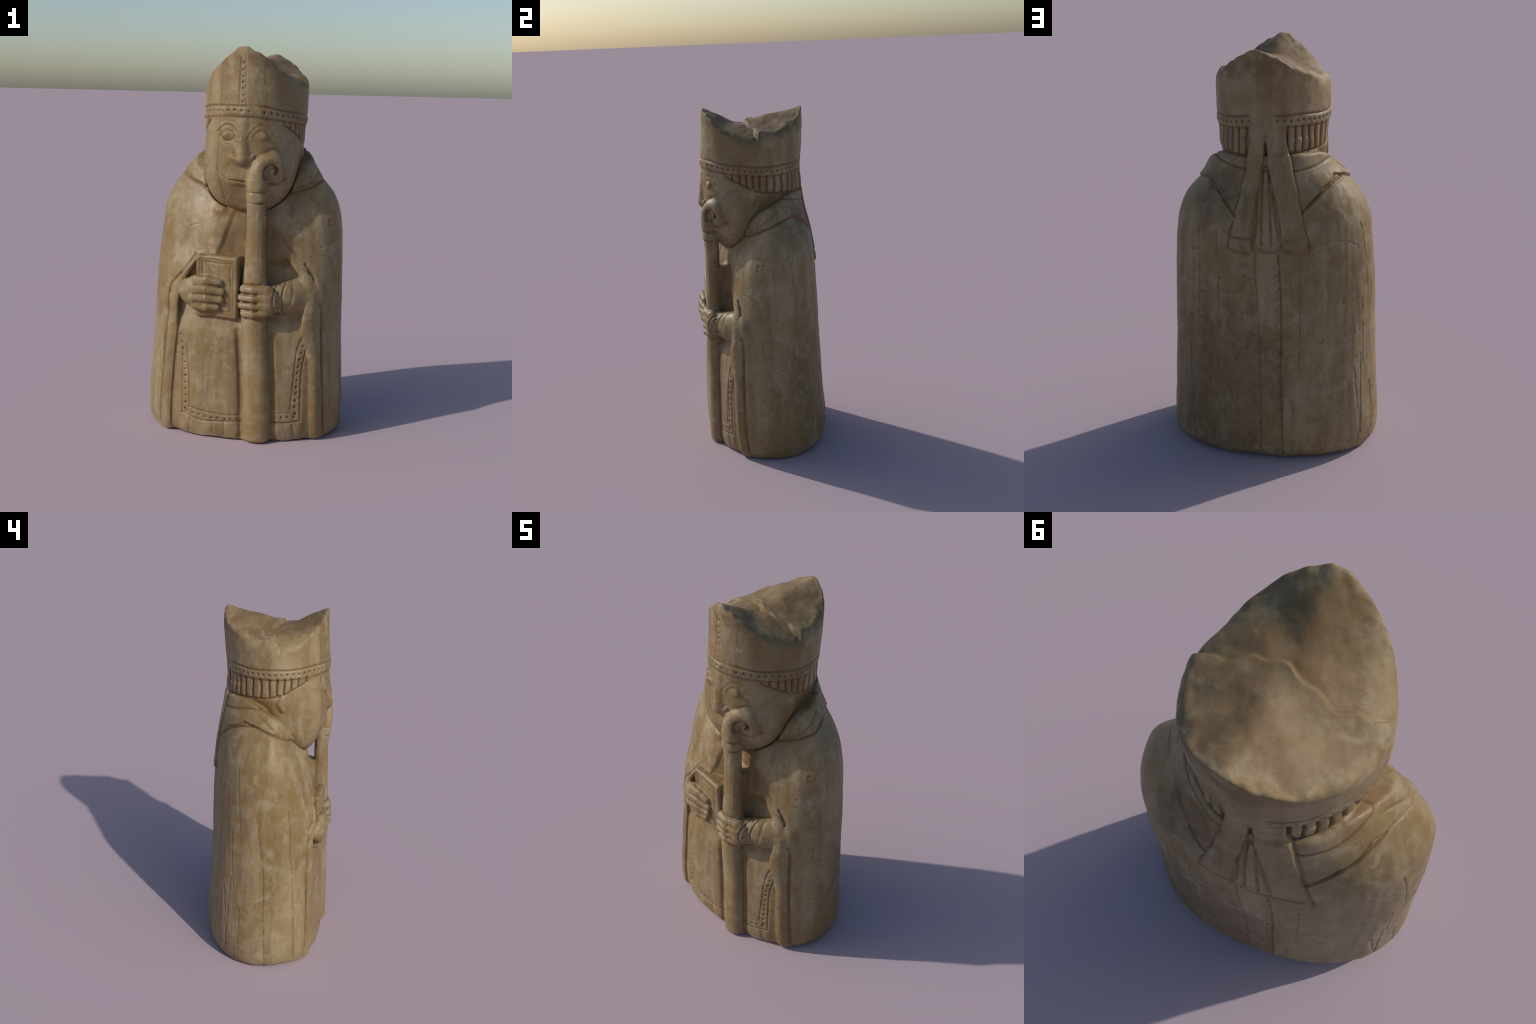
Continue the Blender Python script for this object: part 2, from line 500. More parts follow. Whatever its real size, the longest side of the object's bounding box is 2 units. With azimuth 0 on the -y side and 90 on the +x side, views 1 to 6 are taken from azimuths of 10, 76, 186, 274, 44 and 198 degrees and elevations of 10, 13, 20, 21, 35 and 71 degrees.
# ------------------------------------------------------------------ carving
class Carver:
    def __init__(self, V, N, lab):
        self.V, self.N, self.lab = V, N, lab
        self.x, self.y, self.z = V.T
        self.d = np.zeros(len(V)); self.dirt = np.zeros(len(V)); self.crack = np.zeros(len(V)); self.pit = np.zeros(len(V))

    def plane(self, face):
        n = self.N
        if face == 'F': return self.x, (n[:, 1] < -.08) & (self.y < .02)
        if face == 'B': return self.x, (n[:, 1] > .08) & (self.y > .02)
        if face == 'L': return self.y, (n[:, 0] < -.25) & (self.x < 0)
        if face == 'R': return self.y, (n[:, 0] > .25) & (self.x > .05)

    def dist(self, face, pts, w, parts=None):
        a, m = self.plane(face)
        pts = np.asarray(pts, float)
        lo, hi = pts.min(0) - 3*w, pts.max(0) + 3*w
        m = m & (a > lo[0]) & (a < hi[0]) & (self.z > lo[1]) & (self.z < hi[1])
        if parts is not None: m = m & np.isin(self.lab, parts)
        i = np.nonzero(m)[0]
        u, v = a[i], self.z[i]
        best = np.full(len(i), 9.)
        for p, q in zip(pts[:-1], pts[1:]):
            b = q - p
            t = np.clip(((u-p[0])*b[0] + (v-p[1])*b[1])/max(b@b, 1e-12), 0, 1)
            best = np.minimum(best, np.hypot(u-p[0]-t*b[0], v-p[1]-t*b[1]))
        return i, best

    def line(self, face, pts, w=.005, depth=.006, parts=None, dirt=1.0, crack=0.0, smooth=True, lip=0.0, wob=.0015):
        if smooth and len(pts) > 2: pts = spline(pts, 6*len(pts))
        i, b = self.dist(face, pts, w*2.2 if lip else w, parts)
        b = b + wob*value_noise(self.x[i], self.y[i], self.z[i], 45, 11)
        g = np.exp(-(b/w)**2)
        self.d[i] -= depth*g
        if lip: self.d[i] += lip*np.exp(-((b - 2.0*w)/w)**2)
        amt = np.clip(.72 + .55*value_noise(self.x[i], self.y[i], self.z[i], 22, 12), .25, 1.1)
        self.dirt[i] = np.maximum(self.dirt[i], np.exp(-(b/(w*1.25))**2)*dirt*amt)
        self.crack[i] = np.maximum(self.crack[i], g*crack)

    def ridge(self, face, pts, w, height, parts=None):
        if len(pts) > 2: pts = spline(pts, 6*len(pts))
        i, b = self.dist(face, pts, w, parts)
        self.d[i] += height*np.exp(-(b/w)**2)

    def dot(self, face, c, r=.006, depth=.007, parts=None):
        i, b = self.dist(face, [c, c], r, parts)
        g = np.exp(-(b/r)**2)
        self.d[i] -= depth*g
        self.pit[i] = np.maximum(self.pit[i], g)

    def dots(self, face, pts, step, r=.006, depth=.007, parts=None, rng=None):
        p = spline(pts, 80) if len(pts) > 2 else np.linspace(pts[0], pts[1], 80)
        s = np.r_[0, np.cumsum(np.linalg.norm(np.diff(p, axis=0), axis=1))]
        n = max(int(round(s[-1]/step)), 1)
        for k in range(n + 1):
            q = np.array([np.interp(s[-1]*k/n, s, p[:, j]) for j in (0, 1)])
            q = q + rng.normal(0, .0015, 2)
            self.dot(face, q, r*rng.uniform(.8, 1.15), depth*rng.uniform(.7, 1.2), parts)

def carve(V, N, lab):
    rng = np.random.default_rng(5)
    crown = (lab == 'mitre') & (N[:, 2] > .4)          # the broken top takes none of the carved lines
    cut_lab = lab.copy(); cut_lab[crown] = 'crown'
    C = Carver(V, N, cut_lab)
    x, y, z = C.x, C.y, C.z
    # ---- broad unevenness of worked ivory, long soft facets on the robe
    C.d += .0022*value_noise(x, y, z, 7, 1) + .0012*value_noise(x, y, z, 17, 2) + .0006*value_noise(x, y, z, 48, 6)
    rb = np.isin(lab, ['chasuble', 'tunic', 'hood'])
    C.d += rb*(.0030*value_noise(x, y, z*.14, 15, 8) + .0012*value_noise(x, y, z*.2, 38, 9))

    # ---- mitre band: raised strip, border lines, drilled dots
    th = np.arctan2(x - .03, -y)
    zb = band_height(x, y)
    mit = np.isin(lab, ['mitre', 'mitre_band'])
    t = z - zb
    strip = smoothstep(-.005, .010, x + .01)*smoothstep(.112, .098, x)*(y > 0)      # plain strip at the back
    worn = np.maximum(strip, .75*np.exp(-((x-.075)/.03)**2)*(y < 0))
    g = np.exp(-((t - BAND_HALF - .002*np.sin(th*7))/.0050)**2)*mit*(1 - worn)
    C.d -= .0050*g; C.dirt = np.maximum(C.dirt, g*.9)
    g = np.exp(-((t + BAND_HALF*.86)/.004)**2)*mit*(1 - worn)*.5
    C.d += .003*np.exp(-(t/(BAND_HALF*.8))**4)*mit*(1-worn)
    under = np.isin(lab, ['hair', 'head']) & (t < -BAND_HALF + .004) & (t > -BAND_HALF - .012)
    C.dirt = np.maximum(C.dirt, under*(1-worn)*np.exp(-((t + BAND_HALF + .003)/.005)**2))
    nd = 52
    ph = (th/(2*math.pi)*nd) % 1 - .5
    b = np.hypot(ph*2*math.pi*.285/nd, t + .002*np.sin(th*11))
    g = np.exp(-(b/.0062)**2)*mit*(1 - worn)
    C.d -= .007*g; C.pit = np.maximum(C.pit, g)
    # front strip of the mitre
    C.line('F', [(-.004, 1.735), (-.003, 1.85), (.000, 1.955)], .004, .0030, ['mitre'], .5)
    C.line('F', [(.031, 1.735), (.027, 1.85), (.023, 1.97)], .004, .002, ['mitre'], .3)
    C.dots('F', [(.014, 1.745), (.013, 1.93)], .033, .0055, .005, ['mitre', 'mitre_band'], rng)
    # back strip, slightly proud
    C.d += .004*strip*mit*smoothstep(.5, .2, N[:, 2])*smoothstep(1.98, 1.9, z)

    # ---- hair: upright locks under the band
    hr = lab == 'hair'
    nl = 38
    lw = th + .03*np.sin(th*5) + .006*np.sin(z*60 + th*9)
    ph = np.abs((lw/(2*math.pi)*nl) % 1 - .5)*2           # 1 at the gaps
    g = smoothstep(.55, .98, ph)*hr
    C.d += hr*.003*(1 - ph**2)
    C.d -= .008*g; C.dirt = np.maximum(C.dirt, g*1.0)
    # lower edge of the hair stands off the neck
    hl = z - hairline(x, y)
    near = np.isin(lab, ['neck', 'head', 'hair']) & (y > -.21)
    g = np.exp(-((hl + .003)/.006)**2)*near
    C.d -= .006*g; C.dirt = np.maximum(C.dirt, g)
    # neck between jaw and hood is a darker brown
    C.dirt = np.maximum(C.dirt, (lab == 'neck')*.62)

    # ---- face
    face = ['head', 'eye', 'eye_b', 'nose']
    for s, cx, k in ((1, -.063, .68), (-1, .110, .26)):
        m = lambda p: (cx + (p[0] + .063)*s, p[1])
        brow = [m(p) for p in [(-.122, 1.594), (-.092, 1.620), (-.057, 1.629), (-.022, 1.607), (.004, 1.565)]]
        C.line('F', brow, .0055, .0055*k, face, .8*k, lip=.003*k)
        lid = [m(p) for p in [(-.104, 1.572), (-.085, 1.594), (-.060, 1.600), (-.036, 1.592), (-.022, 1.572)]]
        C.line('F', lid, .0050, .0050*k, face, .75*k)
        low = [m(p) for p in [(-.104, 1.572), (-.085, 1.556), (-.060, 1.549), (-.036, 1.556), (-.022, 1.572)]]
        C.line('F', low, .0050, .0045*k, face, .6*k)
        bag = [m(p) for p in [(-.10, 1.552), (-.06, 1.533), (-.02, 1.550)]]
        C.line('F', bag, .006, .002*k, face, .2*k)
        C.line('F', [m((-.058, 1.580)), m((-.054, 1.577))], .0045, .003*k, face, .8*k, smooth=False)
        C.line('F', [m(p) for p in [(-.024, 1.498), (-.036, 1.482), (-.036, 1.462), (-.022, 1.452)]], .005, .004*k, face, .5*k)
    C.line('F', [(-.026, 1.488), (-.020, 1.478)], .008, .006, face, .9, smooth=False); C.line('F', [(.062, 1.492), (.058, 1.482)], .008, .005, face, .7, smooth=False)
    C.line('F', [(-.050, 1.357), (-.020, 1.354), (.012, 1.351), (.03, 1.349)], .0044, .006, face, 1)
    C.line('F', [(-.03, 1.326), (.0, 1.322), (.03, 1.322)], .008, .0025, face, .1)
    C.line('F', [(-.040, 1.445), (-.062, 1.415), (-.066, 1.385)], .010, .0018, face, .1)
    C.line('F', [(-.115, 1.405), (-.088, 1.378), (-.058, 1.360)], .004, .002, face, .3)
    C.line('F', [(-.096, 1.90), (-.104, 1.80), (-.108, 1.72), (-.111, 1.633), (-.113, 1.513), (-.115, 1.407), (-.094, 1.316), (-.082, 1.25)],
           .0034, .0022, face + ['mitre', 'mitre_band'], 0, .9)
    C.line('F', [(.085, 1.468), (.112, 1.478), (.145, 1.505), (.175, 1.515), (.21, 1.49)], .010, .004, ['head'], .25)
    C.ridge('F', [(-.125, 1.19), (-.10, 1.192)], .022, .010, ['hood', 'chasuble', 'tunic'])
    # jaw crease against staff and crook
    # ---- crozier
    crz = ['crook', 'staff']
    C.line('F', [(.136, 1.372), (.133, 1.398), (.141, 1.424), (.160, 1.434), (.179, 1.424), (.185, 1.404), (.178, 1.392)], .0052, .015, ['crook'], 1.1)
    C.line('F', [(.105, 1.37), (.118, 1.352), (.150, 1.338), (.19, 1.338), (.222, 1.365)], .007, .006, ['head'], 1.0)
    C.ridge('F', [(.158, 1.408), (.162, 1.410)], .012, .006, ['crook'])
    for zz, dp in ((1.247, .005), (1.302, .004)):
        C.line('F', [(.03, zz + .004), (.09, zz - .004), (.15, zz + .002)], .0042, dp, ['staff'], .7)
        for f, s in (('L', -1), ('R', 1)):
            C.line(f, [(-.33, zz), (-.22, zz + .003)], .004, dp, ['staff'], .6, smooth=False)
    C.line('F', [(.058, 1.29), (.060, 1.15), (.058, .98), (.064, .86)], .003, .001, ['staff'], .3)
    C.line('F', [(.118, 1.20), (.117, 1.05), (.12, .9)], .003, .001, ['staff'], .25)
    for sx, nm in ((-.083, 0), (.082, 1)):
        pts = [(float(STAFF[0](np.float32(q)) + sx), q) for q in (.02, .15, .3, .45, .58)]
        C.line('F', pts, .014, .012, ['tunic'], .45)
    # ---- book: double border line, cuts
    u, v, w = book_local(x, y, z)
    bk = (lab == 'book') & (v < -.045)
    for ins, dp in ((.022, .0026), (.036, .0040)):
        r = np.maximum(np.abs(u) - BOOK_H[0], np.abs(w) - BOOK_H[2]) + ins + .003*value_noise(x, y, z, 30, 61)
        g = np.exp(-(r/.0048)**2)*bk*np.clip(.75 + .5*value_noise(x, y, z, 18, 62), 0, 1)
        C.d -= dp*g; C.dirt = np.maximum(C.dirt, .7*g)
    C.line('F', [(-.165, .928), (-.12, .87)], .003, .003, ['book'], 0, .8, smooth=False)
    C.line('F', [(-.15, .934), (-.09, .885)], .003, .002, ['book'], 0, .6, smooth=False)
    pg = (lab == 'book') & (np.abs(v) < .035)
    C.d -= pg*.003*(np.abs(np.sin(v*420)) > .8)
    C.d += (lab == 'book')*.0022*value_noise(x, y, z, 24, 63)
    # ---- hands
    hd_ = np.array([str(q).startswith(('palm', 'finger')) for q in lab])
    C.d += hd_*(.0020*value_noise(x, y, z, 30, 64) + .0010*value_noise(x, y, z, 70, 65))
    hb = ['palm_book'] + ['finger_book%d' % i for i in range(4)]
    for zz in (.817, .770, .728):
        C.line('F', [(-.215, zz + .001), (-.165, zz + .001), (-.085, zz - .003)], .0045, .0045, hb, .7)
    C.line('F', [(-.150, .80), (-.143, .755)], .003, .003, hb, 0, .6, smooth=False)
    hs = ['palm_staff'] + ['finger_staff%d' % i for i in range(4)]
    for zz in (.789, .747, .707):
        C.line('F', [(.012, zz), (.06, zz), (.115, zz - .003)], .0048, .008, hs, 1.0)
    C.line('F', [(.02, .833), (.07, .834), (.13, .836)], .006, .006, ['staff'], 1.0)
    C.line('F', [(.03, .660), (.09, .658), (.15, .652)], .006, .004, ['staff'], .8)
    # ---- sleeve cuff: band with dots
    sl = ['sleeve', 'palm_staff']
    for xx in (.196, .236):
        C.line('F', [(xx + .006, .85), (xx, .80), (xx - .004, .75), (xx, .70), (xx + .006, .66)], .004, .005, sl, .8)
    C.dots('F', [(.217, .835), (.213, .76), (.217, .68)], .036, .006, .006, sl, rng)
    C.line('F', [(.27, .865), (.285, .80), (.28, .74)], .008, .003, sl, .2)

    # ---- chasuble front edges
    rob = ['chasuble', 'tunic', 'hood']
    zs = np.linspace(.03, .93, 16)
    C.line('F', np.c_[ROLL_R(zs.astype(f32)), zs], .0048, .007, rob, 1.0, smooth=False)
    C.line('F', [(.298, .966), (.25, 1.010), (.185, 1.086)], .004, .004, rob, .6)
    zs = np.linspace(.04, .86, 15)
    C.line('F', np.c_[ROLL_L(zs.astype(f32)), zs], .0048, .006, rob, .9, smooth=False)
    zs = np.linspace(.04, .88, 15)
    C.line('F', np.c_[EDGE_L(zs.astype(f32)) + .012, zs], .006, .004, rob, .7, smooth=False)
    C.line('F', np.c_[EDGE_R(zs.astype(f32)) - .012, zs], .006, .003, rob, .5, smooth=False)
    C.line('F', [(-.231, .964), (-.27, .90), (-.31, .855)], .006, .005, rob, .5)
    C.ridge('F', [(-.33, 1.20), (-.35, 1.08), (-.34, .95), (-.36, .83), (-.385, .7)], .022, .007, rob)
    C.line('F', [(-.24, 1.14), (-.19, 1.06), (-.15, .99)], .020, .004, rob, 0)
    C.line('F', [(-.29, 1.12), (-.27, 1.02), (-.23, .93)], .020, .0035, rob, 0)
    # ---- tunic: dotted border, hem, pleats
    tn = ['tunic']
    C.dots('F', [(-.298, .535), (-.280, .435), (-.266, .32), (-.261, .165), (-.265, .145)], .036, .0058, .0065, tn, rng)
    C.line('F', [(-.262, .50), (-.246, .33), (-.240, .165)], .004, .003, tn, .5)
    C.line('F', [(-.285, .46), (-.283, .30), (-.281, .119)], .004, .003, tn, .5)
    C.line('F', [(-.243, .157), (-.14, .141), (-.037, .136), (.03, .137)], .004, .004, tn, .8)
    C.line('F', [(-.281, .119), (-.176, .091), (-.08, .096), (.035, .104)], .005, .006, tn, .7)
    C.dots('F', [(-.255, .132), (-.17, .118), (-.08, .112), (.02, .118)], .036, .006, .0065, tn, rng)
    C.dots('F', [(.342, .51), (.322, .40), (.316, .29), (.314, .15)], .036, .006, .0068, tn, rng)
    C.line('F', [(.345, .575), (.312, .488), (.300, .334), (.290, .177)], .004, .004, tn, .6)
    C.line('F', [(.366, .54), (.340, .40), (.336, .30), (.338, .12)], .004, .005, tn, .8)
    C.line('F', [(.205, .155), (.25, .158), (.292, .160)], .004, .003, tn, .4)
    C.line('F', [(.195, .106), (.27, .104), (.338, .112)], .005, .006, tn, .8)
    C.dots('F', [(.215, .130), (.31, .134)], .036, .006, .006, tn, rng)
    for px, dx in ((-.236, -.010), (-.112, .004), (-.05, .0), (.30, .012)):
        C.line('F', [(px, .092), (px + dx, .018)], .007, .0035, tn, .3, smooth=False)

    # ---- hood: edge line, tucks and folds
    hd = ['hood', 'chasuble', 'neck']
    hz = z - hood_line(x, y)
    hm = np.isin(lab, ['hood', 'chasuble']) & (y < .30)
    fade = smoothstep(.30, .22, y)*smoothstep(-.26, -.2, y)
    C.d += hm*.0075*smoothstep(-.004, .004, hz)*np.exp(-np.maximum(hz, 0)/.08)*fade
    g = np.exp(-((hz + .004)/.0055)**2)*hm*fade
    C.d -= .006*g; C.dirt = np.maximum(C.dirt, g*.8)
    # second fold line along the roll
    g = np.exp(-((z - collar_top(x, y) + .045 - .01*np.sin(y*20))/.006)**2)*(lab == 'hood')*smoothstep(.10, .02, y)
    C.d -= .005*g; C.dirt = np.maximum(C.dirt, .5*g)
    # level neckband at the back
    g = np.exp(-((z - 1.462 - .03*smoothstep(.28, .1, y))/.005)**2)*np.isin(lab, ['hood'])*smoothstep(.03, .07, y)
    C.d -= .005*g; C.dirt = np.maximum(C.dirt, g*.9)
    # hood point on the back: V of two cut edges
    bk = ['hood', 'chasuble']
    C.line('B', [(-.300, 1.408), (-.265, 1.392), (-.206, 1.345), (-.132, 1.272)], .0055, .008, bk, 1, lip=.003)
    C.line('B', [(.312, 1.402), (.275, 1.372), (.236, 1.330), (.205, 1.29), (.165, 1.245)], .0055, .008, bk, .8, lip=.003)
    i = np.isin(lab, bk) & (y > .12) & (x > .12) & (x < .34)
    pz = np.exp(-(((x-.235)/.07)**2 + ((z-1.37)/.085)**2)**2)*i
    C.d += pz*(.0045*value_noise(x, y, z, 42, 21) + .003*value_noise(x, y, z, 85, 22) - .003)
    C.dirt = np.maximum(C.dirt, pz*(.45 + .45*value_noise(x, y, z, 30, 23)))
    # ---- lappets: two ribbons and the fringe between
    bb = smoothstep(.08, .16, y)*(N[:, 1] > 0)
    allb = np.isin(lab, ['hood', 'chasuble', 'hair', 'neck', 'lappet_a', 'lappet_b'])
    for k, (h_, l_) in enumerate(lappet_bounds(z)):
        wob = .002*np.sin(z*55 + k)
        ins = smoothstep(-.005, .003, h_ + wob - x)*smoothstep(-.005, .003, x - l_ + wob)
        end = 1.085 + .012*k + .35*np.abs(x - (.13 if k == 0 else -.11))**1.5
        cut = smoothstep(end - .004, end + .004, z)
        C.d += bb*allb*(.004 + .007*smoothstep(1.655, 1.57, z))*ins*cut
        for e_ in (h_ + wob + .004, l_ - wob - .004):
            g = np.exp(-((x - e_)/.006)**2)*bb*allb*smoothstep(1.085, 1.10, z)*smoothstep(1.66, 1.60, z)
            C.d -= .004*g; C.dirt = np.maximum(C.dirt, g*np.clip(.5 + .5*value_noise(x, y, z, 16, 51), 0, .9))
    rb_ = ['lappet_a', 'lappet_b']
    C.line('B', [(.19, 1.155), (.14, 1.148), (.09, 1.150)], .005, .006, rb_, .8)
    C.line('B', [(-.165, 1.165), (-.11, 1.155), (-.06, 1.145)], .005, .005, rb_, .6)
    C.line('B', [(.200, 1.095), (.16, 1.082), (.10, 1.075)], .006, .005, rb_ + bk, .6)
    C.line('B', [(-.175, 1.118), (-.13, 1.082), (-.06, 1.10)], .006, .005, rb_ + bk, .6)
    fr = ['chasuble', 'hood', 'neck']
    C.line('B', [(.043, 1.46), (.046, 1.30), (.042, 1.12)], .0048, .007, fr, 1)
    C.line('B', [(.016, 1.46), (.008, 1.30), (-.003, 1.12)], .0048, .007, fr, 1)
    C.line('B', [(.0, 1.40), (-.014, 1.28), (-.036, 1.15)], .0045, .005, fr, .8)
    C.line('B', [(.07, 1.36), (.068, 1.24), (.075, 1.13)], .0045, .004, fr, .5)
    C.line('B', [(.052, 1.10), (.03, 1.09), (-.03, 1.095), (-.05, 1.12)], .008, .007, fr, .7)
    C.line('B', [(.05, 1.475), (.03, 1.482), (.01, 1.475)], .004, .006, fr, .8)

    # ---- orphrey down the back with slanting stitches
    o1 = [(.074, 1.10), (.070, .98), (.060, .84), (.050, .66), (.045, .50), (.038, .25), (.033, .02)]
    o2 = [(-.036, 1.08), (-.046, .95), (-.053, .84), (-.056, .66), (-.056, .50), (-.066, .25), (-.073, .02)]
    C.line('B', o1, .0045, .0045, bk, .7)
    C.line('B', o2, .0045, .0060, bk, .8, lip=.002)
    k = 0
    for zz in np.arange(.06, 1.05, .042):
        xr = np.interp(zz, [p[1] for p in o2[::-1]], [p[0] for p in o2[::-1]])
        L = rng.uniform(.018, .035)
        C.line('B', [(xr + .002, zz + .012), (xr + L, zz - rng.uniform(.004, .02))], .0042, rng.uniform(.002, .005), bk, rng.uniform(.3, .8), smooth=False)
        k += 1
    # ---- long drying cracks
    ck = ['chasuble', 'hood', 'tunic']
    for f, pts, s in (
        ('B', [(.379, 1.14), (.380, 1.0), (.378, .86), (.394, .58), (.385, .3), (.375, .06)], .8),
        ('B', [(.259, 1.17), (.252, .98), (.248, .83), (.252, .6), (.250, .36), (.241, .04)], .6),
        ('B', [(-.133, 1.07), (-.140, .9), (-.143, .77), (-.143, .6), (-.146, .43)], .7),
        ('B', [(-.116, .345), (-.119, .2), (-.118, .03)], .6),
        ('B', [(-.434, .54), (-.440, .3), (-.450, .10)], .7),
        ('B', [(-.28, .22), (-.278, .12), (-.28, .04)], .5),
        ('L', [(.155, 1.20), (.150, 1.02), (.142, .85)], .8),
        ('L', [(.185, .83), (.184, .65), (.180, .47)], .7),
        ('L', [(.04, .98), (.025, .80), (.008, .65), (.002, .52), (.0, .35), (-.008, .18), (-.015, .02)], .9),
        ('L', [(.052, .95), (.036, .82), (.022, .70)], .5),
        ('L', [(-.125, .96), (-.140, .82), (-.140, .70), (-.155, .62), (-.165, .45), (-.175, .30), (-.180, .05)], 1.0),
        ('L', [(.230, .48), (.225, .30), (.220, .06)], .8),
        ('L', [(.140, .36), (.142, .18), (.142, .03)], .7),
        ('L', [(-.06, 1.15), (-.075, 1.02)], .4),
        ('R', [(.235, 1.2), (.255, 1.0), (.262, .8)], .6)):
        C.line(f, pts, .0034, .0026, ck, .3, s, wob=.003)
    # short nicks and scratches all over the robe
    for _ in range(150):
        f = 'BLRB'[rng.integers(4)]
        a, zc = rng.uniform(-.42, .42) if f == 'B' else rng.uniform(-.2, .27), rng.uniform(.06, 1.15)
        L, an = rng.uniform(.01, .045), rng.uniform(-.9, .9) + (math.pi/2 if rng.random() < .35 else 0)
        C.line(f, [(a, zc), (a + L*math.cos(an), zc + L*math.sin(an))], .003, rng.uniform(.001, .0025), ck, rng.uniform(.35, .75), smooth=False)
    for _ in range(130):
        f = 'RRB'[rng.integers(3)]
        C.dot(f, (rng.uniform(.05, .38) if f == 'B' else rng.uniform(-.15, .27), rng.uniform(.1, 1.1)), rng.uniform(.003, .005), rng.uniform(.001, .003), ck)
    # worn foot: small chips
    ft = smoothstep(.045, .0, z)*rb
    C.d -= ft*(.002 + .005*value_noise(x, y, z, 24, 31))
    # mitre crown: rough break, pits along the fissure
    cr = (lab == 'mitre') & (N[:, 2] > .35)
    C.d += cr*(.0012*value_noise(x, y, z, 22, 41) + .0006*value_noise(x, y, z, 60, 42))
    t = y - fissure_y(x)
    g = np.exp(-((t + .005)/.008)**2)*cr*(.6 + .4*value_noise(x, y, z, 14, 43))
    C.d -= .002*g; C.dirt = np.maximum(C.dirt, .4*g)
    return C

# ------------------------------------------------------------------ materials
class Nodes:
    def __init__(self, name):
        self.m = bpy.data.materials.new(name)
        self.m.use_nodes = True
        self.t = self.m.node_tree
        self.bsdf = self.t.nodes['Principled BSDF']
        self.co = self.add('ShaderNodeTexCoord').outputs['Object']
    def add(self, kind, **kw):
        n = self.t.nodes.new(kind)
        for k, v in kw.items(): setattr(n, k, v)
        return n
    def link(self, a, b): self.t.links.new(a, b)
    def put(self, sock, v):
        if hasattr(v, 'is_linked'): self.link(v, sock)
        else: sock.default_value = v
    def scaled(self, s):
        n = self.add('ShaderNodeMapping'); n.inputs['Scale'].default_value = s
        self.link(self.co, n.inputs['Vector']); return n.outputs['Vector']
    def noise(self, scale, detail=4, rough=.55, stretch=None, dist=0):
        n = self.add('ShaderNodeTexNoise')
        self.link(self.scaled(stretch) if stretch else self.co, n.inputs['Vector'])
        n.inputs['Scale'].default_value = scale; n.inputs['Detail'].default_value = detail
        n.inputs['Roughness'].default_value = rough; n.inputs['Distortion'].default_value = dist
        return n.outputs['Fac']
    def ramp(self, v, a, b, lo=0., hi=1.):
        n = self.add('ShaderNodeMapRange', interpolation_type='SMOOTHSTEP')
        self.put(n.inputs[0], v)
        for i, q in zip((1, 2, 3, 4), (a, b, lo, hi)): n.inputs[i].default_value = q
        return n.outputs[0]
    def math(self, op, a, b=0.):
        n = self.add('ShaderNodeMath', operation=op)
        self.put(n.inputs[0], a); self.put(n.inputs[1], b); return n.outputs[0]
    def mix(self, fac, a, b):
        n = self.add('ShaderNodeMix', data_type='RGBA')
        self.put(n.inputs[0], fac); self.put(n.inputs[6], a); self.put(n.inputs[7], b); return n.outputs[2]
    def blob(self, c, r, soft=.5, wobble=None):
        """soft ellipsoid mask round c, its edge broken by noise"""
        mp = self.add('ShaderNodeMapping', vector_type='TEXTURE')
        mp.inputs['Location'].default_value = c; mp.inputs['Scale'].default_value = r
        self.link(self.co, mp.inputs['Vector'])
        ln = self.add('ShaderNodeVectorMath', operation='LENGTH'); self.link(mp.outputs[0], ln.inputs[0])
        v = ln.outputs['Value']
        if wobble is not None: v = self.math('ADD', v, self.math('MULTIPLY', self.math('SUBTRACT', wobble, .5), 1.5))
        return self.ramp(v, 1 + soft*.5, 1 - soft*.5)

def rgb(r, g, b): return (r, g, b, 1)

CREAM = rgb(.302, .226, .122)
PALE = rgb(.365, .295, .190)
HONEY = rgb(.203, .132, .050)
BROWN = rgb(.165, .095, .040)
RUSSET = rgb(.200, .112, .046)
GREY = rgb(.150, .128, .090)
UMBER = rgb(.120, .070, .036)
SLATE = rgb(.100, .082, .045)

